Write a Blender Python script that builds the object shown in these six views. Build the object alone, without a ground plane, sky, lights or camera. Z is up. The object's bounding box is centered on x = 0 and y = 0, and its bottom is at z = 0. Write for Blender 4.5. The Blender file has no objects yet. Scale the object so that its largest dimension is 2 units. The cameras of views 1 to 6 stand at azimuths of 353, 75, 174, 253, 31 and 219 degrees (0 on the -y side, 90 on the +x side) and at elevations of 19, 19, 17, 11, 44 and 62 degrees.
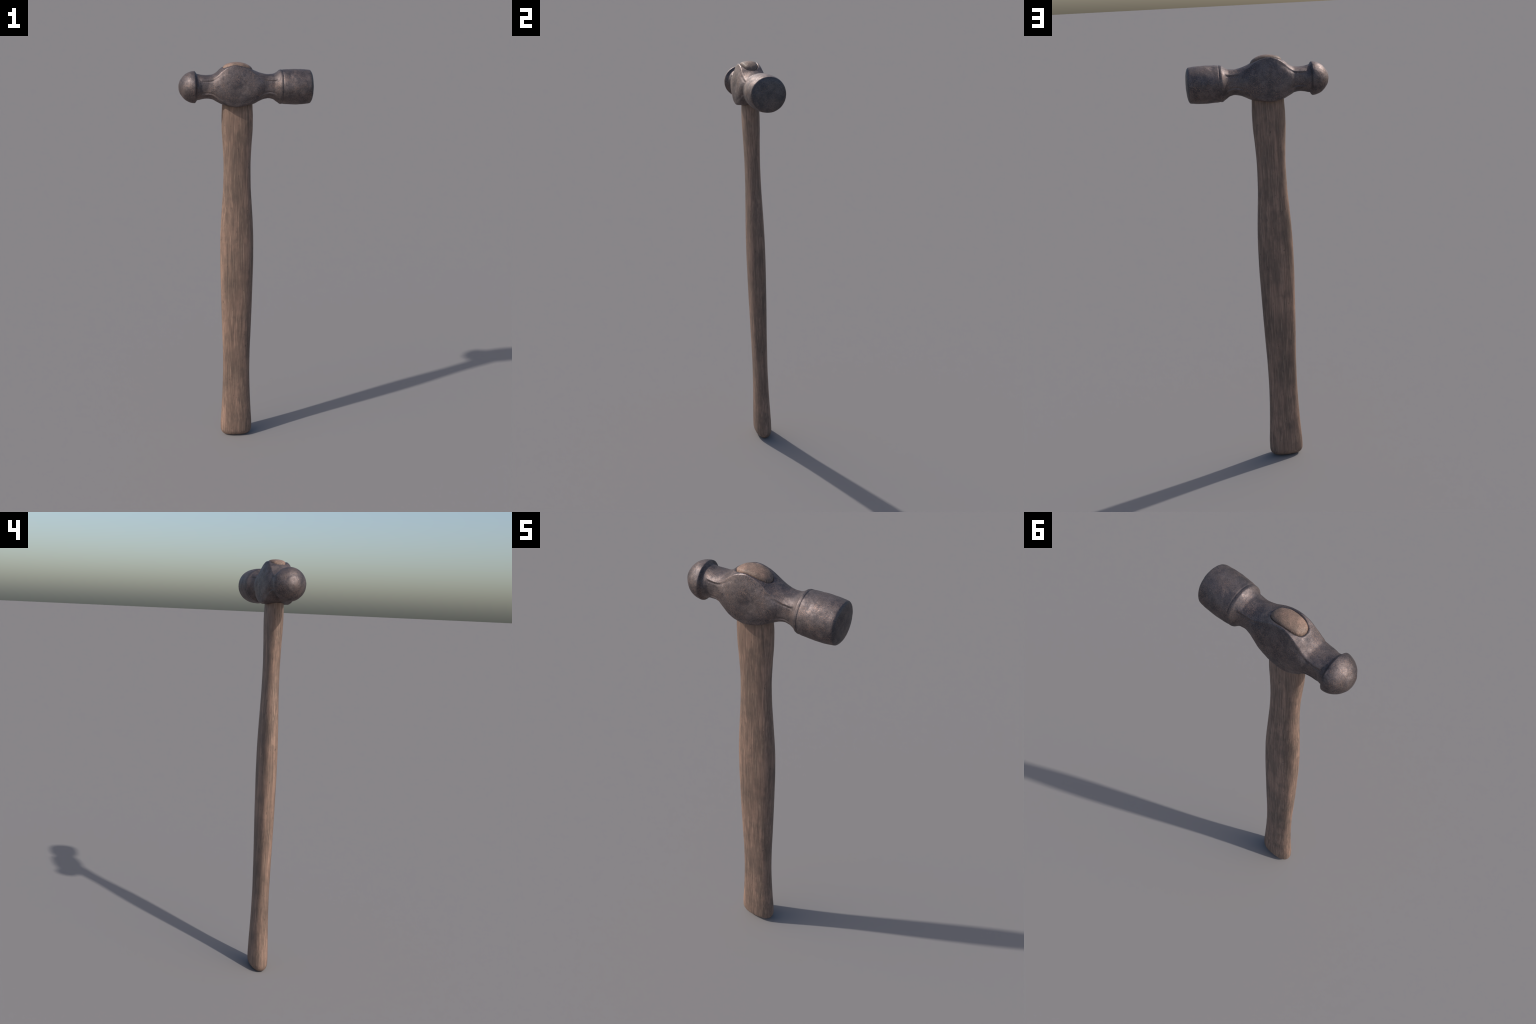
"""Ball-peen hammer standing on the end of its wooden handle."""
import bpy, bmesh, math
import numpy as np
from mathutils import Vector, noise

AXIS_Z = 1.884        # height of the axis of ball and poll
EYE_X = -0.0417       # the handle passes through the head here


# ------------------------------------------------------------------ helpers
def pchip(xs, ys, q):
    """Monotone cubic through control points."""
    xs, ys, q = np.asarray(xs, float), np.asarray(ys, float), np.asarray(q, float)
    h = np.diff(xs)
    d = np.diff(ys) / h
    m = np.zeros_like(xs)
    for i in range(1, len(xs) - 1):
        if d[i - 1] * d[i] > 0:
            w1, w2 = 2 * h[i] + h[i - 1], h[i] + 2 * h[i - 1]
            m[i] = (w1 + w2) / (w1 / d[i - 1] + w2 / d[i])
    m[0], m[-1] = d[0], d[-1]
    i = np.clip(np.searchsorted(xs, q) - 1, 0, len(xs) - 2)
    t = (q - xs[i]) / h[i]
    return ((1 + 2 * t) * (1 - t) ** 2 * ys[i] + t * (1 - t) ** 2 * h[i] * m[i]
            + t * t * (3 - 2 * t) * ys[i + 1] + t * t * (t - 1) * h[i] * m[i + 1])


def loft(name, rings, cap_first=None, cap_last=None):
    """Closed rings of points -> mesh; caps are single poles or flat fans."""
    n = len(rings[0])
    verts = [tuple(p) for r in rings for p in r]
    faces = []
    for k in range(len(rings) - 1):
        for j in range(n):
            j2 = (j + 1) % n
            faces.append((k * n + j, k * n + j2, (k + 1) * n + j2, (k + 1) * n + j))
    for pole, base, flip in ((cap_first, 0, True), (cap_last, (len(rings) - 1) * n, False)):
        if pole is not None:
            verts.append(tuple(pole))
            c = len(verts) - 1
            for j in range(n):
                j2 = (j + 1) % n
                faces.append((base + j2, base + j, c) if flip else (base + j, base + j2, c))
    me = bpy.data.meshes.new(name)
    me.from_pydata(verts, [], faces)
    bm = bmesh.new()
    bm.from_mesh(me)
    bmesh.ops.recalc_face_normals(bm, faces=bm.faces)
    bm.to_mesh(me)
    bm.free()
    return me


def add(name, mesh, parent, material):
    ob = bpy.data.objects.new(name, mesh)
    bpy.context.scene.collection.objects.link(ob)
    ob.parent = parent
    mesh.materials.clear()
    mesh.materials.append(material)
    return ob


# ---------------------------------------------------------------- materials
class Nodes:
    def __init__(self, name):
        self.mat = bpy.data.materials.new(name)
        self.mat.use_nodes = True
        self.t = self.mat.node_tree
        self.bsdf = self.t.nodes["Principled BSDF"]
        self.co = self.t.nodes.new("ShaderNodeTexCoord").outputs["Object"]

    def link(self, a, b):
        self.t.links.new(a, b)

    def noise(self, scale, detail=4.0, rough=0.55, stretch=(1, 1, 1), shift=(0, 0, 0), distortion=0.0):
        m = self.t.nodes.new("ShaderNodeMapping")
        m.inputs["Scale"].default_value = stretch
        m.inputs["Location"].default_value = shift
        self.link(self.co, m.inputs["Vector"])
        n = self.t.nodes.new("ShaderNodeTexNoise")
        n.inputs["Scale"].default_value = scale
        n.inputs["Detail"].default_value = detail
        n.inputs["Roughness"].default_value = rough
        n.inputs["Distortion"].default_value = distortion
        self.link(m.outputs[0], n.inputs["Vector"])
        return n.outputs[0]

    def ramp(self, src, lo, hi, out_lo=0.0, out_hi=1.0):
        n = self.t.nodes.new("ShaderNodeMapRange")
        n.interpolation_type = "SMOOTHSTEP"
        for key, v in (("From Min", lo), ("From Max", hi), ("To Min", out_lo), ("To Max", out_hi)):
            n.inputs[key].default_value = v
        self.link(src, n.inputs["Value"])
        return n.outputs[0]

    def math(self, op, a, b):
        n = self.t.nodes.new("ShaderNodeMath")
        n.operation = op
        for i, v in enumerate((a, b)):
            if isinstance(v, (int, float)):
                n.inputs[i].default_value = v
            else:
                self.link(v, n.inputs[i])
        return n.outputs[0]

    def mix(self, fac, a, b, blend="MIX"):
        n = self.t.nodes.new("ShaderNodeMix")
        n.data_type = "RGBA"
        n.blend_type = blend
        if isinstance(fac, (int, float)):
            n.inputs[0].default_value = fac
        else:
            self.link(fac, n.inputs[0])
        for i, v in ((6, a), (7, b)):
            if isinstance(v, tuple):
                n.inputs[i].default_value = (*v, 1.0)
            else:
                self.link(v, n.inputs[i])
        return n.outputs[2]

    def bump(self, height, strength, distance, normal=None):
        n = self.t.nodes.new("ShaderNodeBump")
        n.inputs["Strength"].default_value = strength
        n.inputs["Distance"].default_value = distance
        self.link(height, n.inputs["Height"])
        if normal is not None:
            self.link(normal, n.inputs["Normal"])
        return n.outputs[0]


def steel_material(name, seed, dark, mid, rust, roughness):
    k = Nodes(name)
    s = (seed, seed * 1.7, -seed)
    patches = k.ramp(k.noise(13, 5, 0.62, shift=s), 0.36, 0.66)
    smudge = k.ramp(k.noise(34, 4, 0.6, shift=s, distortion=0.6), 0.42, 0.66)
    grain = k.ramp(k.noise(250, 4, 0.65, shift=s), 0.42, 0.66)
    rust_zone = k.ramp(k.noise(17, 4, 0.6, shift=(3 + seed, 1, 5)), 0.38, 0.64, 0.22, 1.0)
    speck = k.ramp(k.noise(330, 3, 0.6, shift=(7, seed, 2)), 0.46, 0.64)
    c = k.mix(patches, dark, mid)
    c = k.mix(k.math("MULTIPLY", smudge, 0.45), c, tuple(v * 1.35 for v in mid))
    c = k.mix(k.math("MULTIPLY", grain, 0.5), c, tuple(v * 0.62 for v in dark))
    c = k.mix(k.math("MULTIPLY", k.math("MULTIPLY", speck, rust_zone), 0.75), c, rust)
    k.link(c, k.bsdf.inputs["Base Color"])
    k.bsdf.inputs["Metallic"].default_value = 0.88
    rough = k.ramp(k.noise(28, 5, 0.65, shift=s), 0.3, 0.7, roughness - 0.07, roughness + 0.1)
    geo = k.t.nodes.new("ShaderNodeNewGeometry")        # ridges are polished by handling
    polish = k.ramp(geo.outputs["Pointiness"], 0.507, 0.54, 0.0, 0.38)
    k.link(k.math("SUBTRACT", rough, polish), k.bsdf.inputs["Roughness"])
    n = k.bump(k.noise(260, 3, 0.6), 0.25, 0.0012)
    n = k.bump(k.noise(60, 3, 0.55), 0.18, 0.004, n)
    k.link(n, k.bsdf.inputs["Normal"])
    return k.mat


def wood_material(name):
    k = Nodes(name)
    base, pale, dark = (0.195, 0.127, 0.096), (0.325, 0.203, 0.150), (0.085, 0.060, 0.050)
    broad = k.ramp(k.noise(1.0, 4, 0.6, (38, 38, 3.2), distortion=0.4), 0.36, 0.66)
    fine = k.ramp(k.noise(1.0, 4, 0.6, (230, 230, 5.5)), 0.36, 0.66)
    hair = k.ramp(k.noise(1.0, 3, 0.6, (420, 420, 8), (5, 2, 8)), 0.5, 0.74)
    blotch = k.ramp(k.noise(1.0, 5, 0.65, (17, 17, 9), (2, 9, 4), 0.5), 0.44, 0.68)
    stain = k.ramp(k.noise(1.0, 6, 0.7, (11, 11, 7), (1, 3, 6)), 0.44, 0.62)
    nick = k.ramp(k.noise(1.0, 2, 0.5, (120, 120, 45), (4, 4, 1)), 0.69, 0.74)
    c = k.mix(broad, base, pale)
    c = k.mix(k.math("MULTIPLY", fine, 0.55), c, dark)
    c = k.mix(k.math("MULTIPLY", blotch, 0.55), c, (0.100, 0.073, 0.058))
    c = k.mix(k.math("MULTIPLY", stain, 0.38), c, (0.092, 0.070, 0.058))
    c = k.mix(k.math("MULTIPLY", hair, 0.6), c, (0.42, 0.29, 0.21))
    c = k.mix(k.math("MULTIPLY", nick, 0.6), c, (0.05, 0.04, 0.033))
    k.link(c, k.bsdf.inputs["Base Color"])
    k.link(k.ramp(fine, 0, 1, 0.52, 0.66), k.bsdf.inputs["Roughness"])
    k.bsdf.inputs["Specular IOR Level"].default_value = 0.35
    n = k.bump(k.noise(1.0, 3, 0.6, (260, 260, 10)), 0.35, 0.0015)
    n = k.bump(k.noise(1.0, 3, 0.6, (60, 60, 5)), 0.3, 0.004, n)
    k.link(n, k.bsdf.inputs["Normal"])
    return k.mat


# ------------------------------------------------------------------- handle
# height, half width (x), half depth (y) of the turned, oval handle
HANDLE = [
    (0.000, 0.0840, 0.0434), (0.060, 0.0840, 0.0433), (0.140, 0.0798, 0.0414),
    (0.220, 0.0757, 0.0385), (0.300, 0.0725, 0.0366), (0.400, 0.0709, 0.0353),
    (0.500, 0.0716, 0.0365), (0.600, 0.0745, 0.0378), (0.700, 0.0775, 0.0394),
    (0.800, 0.0800, 0.0412), (0.900, 0.0823, 0.0424), (1.000, 0.0843, 0.0430),
    (1.100, 0.0841, 0.0427), (1.200, 0.0806, 0.0407), (1.300, 0.0746, 0.0377),
    (1.400, 0.0686, 0.0349), (1.500, 0.0664, 0.0340), (1.600, 0.0702, 0.0357),
    (1.690, 0.0754, 0.0383), (1.740, 0.0757, 0.0391), (1.790, 0.0735, 0.0379),
    (1.850, 0.0715, 0.0371), (2.000, 0.0710, 0.0365),
]


def handle_half(z):
    zs = [h[0] for h in HANDLE]
    return float(pchip(zs, [h[1] for h in HANDLE], [z])[0]), float(pchip(zs, [h[2] for h in HANDLE], [z])[0])


def oval(a, b, n, power=2.35):
    """Slightly squared oval in the x-y plane."""
    pts = []
    for i in range(n):
        t = 2 * math.pi * i / n
        c, s = math.cos(t), math.sin(t)
        e = 2.0 / power
        pts.append((a * math.copysign(abs(c) ** e, c), b * math.copysign(abs(s) ** e, s)))
    return pts


def build_handle(parent, material):
    n, rings = 128, []
    foot, foot_h = 0.027, 0.038
    levels = [(1 - math.cos(u * math.pi / 2)) * foot_h for u in np.linspace(0.0, 1, 14)]
    levels += list(np.linspace(0.050, 1.955, 330))

    def ring(z, a, b, zf=None):
        out = []
        for x, y in oval(a, b, n):
            zz = z if zf is None else zf(x, y)
            # hand-worn facets running along the shaft
            p = Vector((x * 16, y * 16, zz * 1.5))
            q = Vector((x * 60, y * 60, zz * 7))
            d = 0.0011 * noise.noise(p) + 0.0004 * noise.noise(q)
            r = math.hypot(x, y) + 1e-6
            out.append((EYE_X + x + d * x / r, y + d * y / r, zz))
        return out

    for s in (0.25, 0.5, 0.75, 0.92):           # flat sole of the foot
        a, b = handle_half(0.0)
        rings.append(ring(0.0008 * s ** 3, (a - foot) * s, (b - foot) * s))
    for z in levels:
        a, b = handle_half(z)
        k = max(0.0, 1 - z / foot_h)
        inset = foot * (1 - math.sqrt(max(0.0, 1 - k * k)))
        rings.append(ring(z + 0.0008 * (1 - min(1, z / foot_h)), a - inset, b - inset * 0.96))
    # domed end that stands proud of the eye
    a, b = (0.992 * h for h in handle_half(1.96))
    for s in (1.0, 0.985, 0.955, 0.9, 0.82, 0.72, 0.6, 0.46, 0.3, 0.15):
        def dome(x, y, s=s):
            return 2.0 - 0.021 * abs(x / a) ** 2.1 - 0.0065 * abs(y / b) ** 2.3 - 0.06 * (x + 0.006) * s - 0.006 * s ** 14 \
                + 0.0012 * noise.noise(Vector((x * 45, y * 45, 4.2))) * s
        rings.append(ring(0, a * s, b * s, dome))
    me = loft("handle", rings, (EYE_X, 0, 0.0), (EYE_X, 0, 2.0))
    z = np.array([v.co.z for v in me.vertices])
    lo, hi = z.min(), z.max()
    for v in me.vertices:                       # stand exactly on the ground, 2 m tall
        v.co.z = (v.co.z - lo) * 2.0 / (hi - lo)
    for p in me.polygons:
        p.use_smooth = True
    return add("handle", me, parent, material)


# --------------------------------------------------------------------- head
# Every cross-section is four arcs between four corners. Columns:
# x, top, bottom, upper corner (y, z), lower corner (y, z), half width of the cheek
def round_row(x, r, wide=1.0):
    q = r / math.sqrt(2)
    return (x, r, -r, q * wide, q, q * wide, -q, r * wide)


BALL_R, BALL_X, TIP_X = 0.0748, -0.2475, -0.3222
BALL = [(1.0, 0.0), (0.985, 0.17), (0.92, 0.385), (0.82, 0.535), (0.705, 0.682),
        (0.55, 0.818), (0.41, 0.900), (0.28, 0.951), (0.14, 0.987), (0.04, 0.999), (0.0, 1.0)]
HEAD = [round_row(BALL_X + (TIP_X - BALL_X) * t, BALL_R * r) for t, r in BALL[1:]] + [
    round_row(-0.2452, 0.0745), round_row(-0.2430, 0.0728), round_row(-0.2400, 0.0685), round_row(-0.2372, 0.0645),
    round_row(-0.2350, 0.0620), round_row(-0.2300, 0.0608), round_row(-0.2245, 0.0597),
    (-0.2120, 0.0572, -0.0565, 0.0475, 0.0395, 0.0490, -0.0330, 0.0550),
    (-0.1850, 0.0563, -0.0537, 0.0505, 0.0385, 0.0535, -0.0290, 0.0545),
    (-0.1650, 0.0580, -0.0565, 0.0500, 0.0410, 0.0560, -0.0315, 0.0590),
    (-0.1450, 0.0675, -0.0665, 0.0490, 0.0535, 0.0610, -0.0455, 0.0675),
    (-0.1150, 0.0920, -0.0810, 0.0495, 0.0795, 0.0665, -0.0670, 0.0720),
    (-0.0900, 0.1000, -0.0860, 0.0485, 0.0960, 0.0680, -0.0800, 0.0732),
    (-0.0540, 0.1060, -0.0880, 0.0470, 0.1055, 0.0685, -0.0870, 0.0735),
    (-0.0175, 0.1020, -0.0865, 0.0475, 0.0990, 0.0680, -0.0825, 0.0735),
    (0.0090, 0.0940, -0.0850, 0.0485, 0.0870, 0.0675, -0.0725, 0.0732),
    (0.0350, 0.0795, -0.0785, 0.0500, 0.0690, 0.0665, -0.0580, 0.0720),
    (0.0600, 0.0690, -0.0665, 0.0500, 0.0545, 0.0635, -0.0410, 0.0690),
    (0.0850, 0.0622, -0.0567, 0.0500, 0.0440, 0.0590, -0.0280, 0.0605),
    (0.1070, 0.0600, -0.0535, 0.0505, 0.0400, 0.0565, -0.0240, 0.0570),
    (0.1280, 0.0612, -0.0580, 0.0525, 0.0400, 0.0570, -0.0275, 0.0580),
    (0.1420, 0.0670, -0.0675, 0.0535, 0.0445, 0.0555, -0.0390, 0.0650),
    round_row(0.1520, 0.0740), round_row(0.1580, 0.0790), round_row(0.1620, 0.0808),
    round_row(0.1685, 0.0812), round_row(0.1708, 0.0803), round_row(0.1728, 0.0803),
    round_row(0.1760, 0.0812, 1.01), round_row(0.2065, 0.0827, 1.022), round_row(0.2363, 0.0838, 1.025),
    round_row(0.2650, 0.0831, 1.025), round_row(0.2900, 0.0812, 1.02), round_row(0.3040, 0.0793, 1.015),
    round_row(0.3070, 0.0783), round_row(0.3088, 0.0768), round_row(0.3122, 0.0720),
    round_row(0.3132, 0.0700), round_row(0.3165, 0.0590), round_row(0.3192, 0.0430),
    round_row(0.3210, 0.0260), round_row(0.3218, 0.0120),
]
RIM_X, COLLAR_X, FACE_X = -0.2475, 0.1717, 0.3070


# blows that left a mark: centre, radius, depth
DENTS = [((0.205, 0.040, 1.958), 0.013, 0.0018), ((-0.030, -0.076, 1.890), 0.026, 0.0012),
         ((0.262, -0.082, 1.880), 0.020, 0.0014), ((0.225, 0.082, 1.870), 0.017, 0.0010),
         ((-0.282, 0.030, 1.935), 0.014, 0.0009), ((0.200, -0.060, 1.935), 0.014, 0.0009)]


def arc(p, q, bulge, n):
    """n points along the circular arc from p (included) to q (excluded)."""
    p, q = np.array(p), np.array(q)
    mid, half = (p + q) / 2, np.linalg.norm(q - p) / 2
    t = (q - p) / (2 * half)
    out = np.array([t[1], -t[0]])               # outward for counter-clockwise order
    s = max(abs(bulge), 1e-5) * (1 if bulge >= 0 else -1)
    r = (half * half + s * s) / (2 * s)
    ang = math.asin(max(-1, min(1, half / abs(r))))
    if abs(s) > half:
        ang = math.pi - ang
    res = []
    for i in range(n):
        a = -ang + 2 * ang * i / n
        res.append(mid + t * (abs(r) * math.sin(a)) + out * (math.copysign(abs(r) * math.cos(a), r) - (r - s)))
    return res


def section(row, n, groove):
    """Cross-section (y, z) of n*4 points, counter-clockwise from the lower -y corner."""
    top, bot, uy, uz, ly, lz, side = row
    # bulge that makes each arc reach its stated extreme
    chord = math.hypot(uy - ly, uz - lz)
    chord_mid = (uy + ly) / 2
    sag = (side - chord_mid) * chord / max(uz - lz, 1e-6)
    pts = arc((-ly, lz), (ly, lz), lz - bot, n)
    pts += arc((ly, lz), (uy, uz), sag, n)
    pts += arc((uy, uz), (-uy, uz), top - uz, n)
    pts += arc((-uy, uz), (-ly, lz), sag, n)
    p = np.array(pts)
    # a shallow furrow runs along the cheek beside each ridge
    t = np.arange(n) / n
    for end in (0.11, 0.89):
        dip = groove * np.exp(-((t - end) / 0.055) ** 2)
        p[n:2 * n, 0] -= dip
        p[3 * n:, 0] += dip
    # soften the corners; the lower edge of the cheek is rounder than the others
    for step in range(13):
        soft = 0.5 * p + 0.25 * (np.roll(p, 1, 0) + np.roll(p, -1, 0))
        low = np.clip((-p[:, 1:] - 0.055) / 0.02, 0, 1) if step >= 2 else 1.0
        p = p + (soft - p) * low
    return p


def eye_distance(x, y, z):
    """0 at the centre of the eye, 1 on its wall."""
    a, b = handle_half(z)
    a, b = a + 0.0012, b + 0.0012
    return (abs((x - EYE_X) / a) ** 2.35 + abs(y / b) ** 2.35) ** (1 / 2.35)


def build_head(parent, material, face_material):
    xs = [h[0] for h in HEAD]
    q = []
    for a, b in zip(xs[:-1], xs[1:]):           # denser where the profile turns quickly
        k = max(3, int(math.ceil((b - a) / 0.0018)))
        q += list(np.linspace(a, b, k, endpoint=False))
    q.append(xs[-1])
    q = np.array(q)
    cols = [pchip(xs, [h[c] for h in HEAD], q) for c in range(1, 8)]
    rings = []
    for i, x in enumerate(q):
        fade = min(1.0, max(0.0, (x + 0.222) / 0.012)) * min(1.0, max(0.0, (0.150 - x) / 0.012))
        at_eye = math.exp(-((x - EYE_X) / 0.075) ** 4)
        sec = section([c[i] for c in cols], 72, fade * (0.0017 - 0.0013 * at_eye))
        rings.append([(x, y, AXIS_Z + z) for y, z in sec])
    me = loft("head", rings, (TIP_X, 0, AXIS_Z), (0.3220, 0, AXIS_Z))

    # forged and battered surface: shallow dents, flats left by the hammering
    normals = [v.normal.copy() for v in me.vertices]
    for v, nrm in zip(me.vertices, normals):
        p = v.co
        d = 0.0006 * noise.noise(p * 22) + 0.0003 * noise.noise(p * 55 + Vector((3, 1, 7)))
        cell = noise.voronoi(p * 26 + Vector((1.3, 4.1, 2.2)))[0]
        for centre, radius, depth in DENTS:
            d -= depth * math.exp(-((p - Vector(centre)).length / radius) ** 4)
        d += 0.0022 * (min(cell[1] - cell[0], 0.35) - 0.25) * 0.5
        v.co = p + nrm * d
    # worn, rolled rim round the top of the eye
    for v in me.vertices:
        if v.co.z > AXIS_Z + 0.05 and abs(v.co.x - EYE_X) < 0.1:
            e = eye_distance(v.co.x, v.co.y, v.co.z)
            if e < 1.12:
                v.co.z -= 0.0035 * min(1.0, (1.12 - e) / 0.12) ** 2

    whole = bpy.data.objects.new("whole", me)
    bpy.context.scene.collection.objects.link(whole)
    # the eye: an oval hole that follows the handle with a hair's gap
    cut_rings = []
    for z in np.linspace(1.74, 2.03, 60):
        a, b = handle_half(min(z, 2.0))
        cut_rings.append([(EYE_X + x, y, z) for x, y in oval(a + 0.0012, b + 0.0012, 128)])
    cut = bpy.data.objects.new("cutter", loft("cutter", cut_rings, (EYE_X, 0, 1.74), (EYE_X, 0, 2.03)))
    bpy.context.scene.collection.objects.link(cut)
    mod = whole.modifiers.new("eye", "BOOLEAN")
    mod.operation, mod.solver, mod.object = "DIFFERENCE", "EXACT", cut
    dg = bpy.context.evaluated_depsgraph_get()
    solid = bpy.data.meshes.new_from_object(whole.evaluated_get(dg))
    bpy.data.objects.remove(whole)
    bpy.data.objects.remove(cut)

    for p in solid.polygons:
        p.use_smooth = True
    solid.set_sharp_from_angle(angle=math.radians(50))
    normals = [tuple(c.vector) for c in solid.corner_normals]

    def region(c):
        if c.x < RIM_X:
            return "peen_ball"
        if c.x > FACE_X:
            return "striking_face"
        return "poll" if c.x > COLLAR_X else "hammer_head"

    groups = {}
    for p in solid.polygons:
        groups.setdefault(region(p.center), []).append(p)
    made = {}
    for name in ("hammer_head", "peen_ball", "poll", "striking_face"):
        index, verts, faces, split = {}, [], [], []
        for p in groups[name]:
            f = []
            for li in p.loop_indices:
                vi = solid.loops[li].vertex_index
                if vi not in index:
                    index[vi] = len(verts)
                    verts.append(tuple(solid.vertices[vi].co))
                f.append(index[vi])
                split.append(normals[li])
            faces.append(f)
        piece = bpy.data.meshes.new(name)
        piece.from_pydata(verts, [], faces)
        for p in piece.polygons:
            p.use_smooth = True
        piece.normals_split_custom_set(split)
        made[name] = add(name, piece, parent if name == "hammer_head" else made["hammer_head"],
                         face_material if name == "striking_face" else material)
    return made


# -------------------------------------------------------------------- build
root = bpy.data.objects.new("ball_peen_hammer", None)
bpy.context.scene.collection.objects.link(root)
root["label"] = "old ball-peen hammer, dark rusty steel head, worn brown wooden handle"
root["category"] = "hammer"

steel = steel_material("worn_steel", 0.0, (0.086, 0.078, 0.085), (0.176, 0.145, 0.140), (0.30, 0.205, 0.168), 0.60)
darker_face_steel = steel_material("darker_face_steel", 2.0, (0.082, 0.079, 0.088), (0.128, 0.115, 0.117), (0.21, 0.155, 0.135), 0.52)  # striking face: darker variant of the head's steel colours
wood = wood_material("weathered_wood")
build_handle(root, wood)
build_head(root, steel, darker_face_steel)
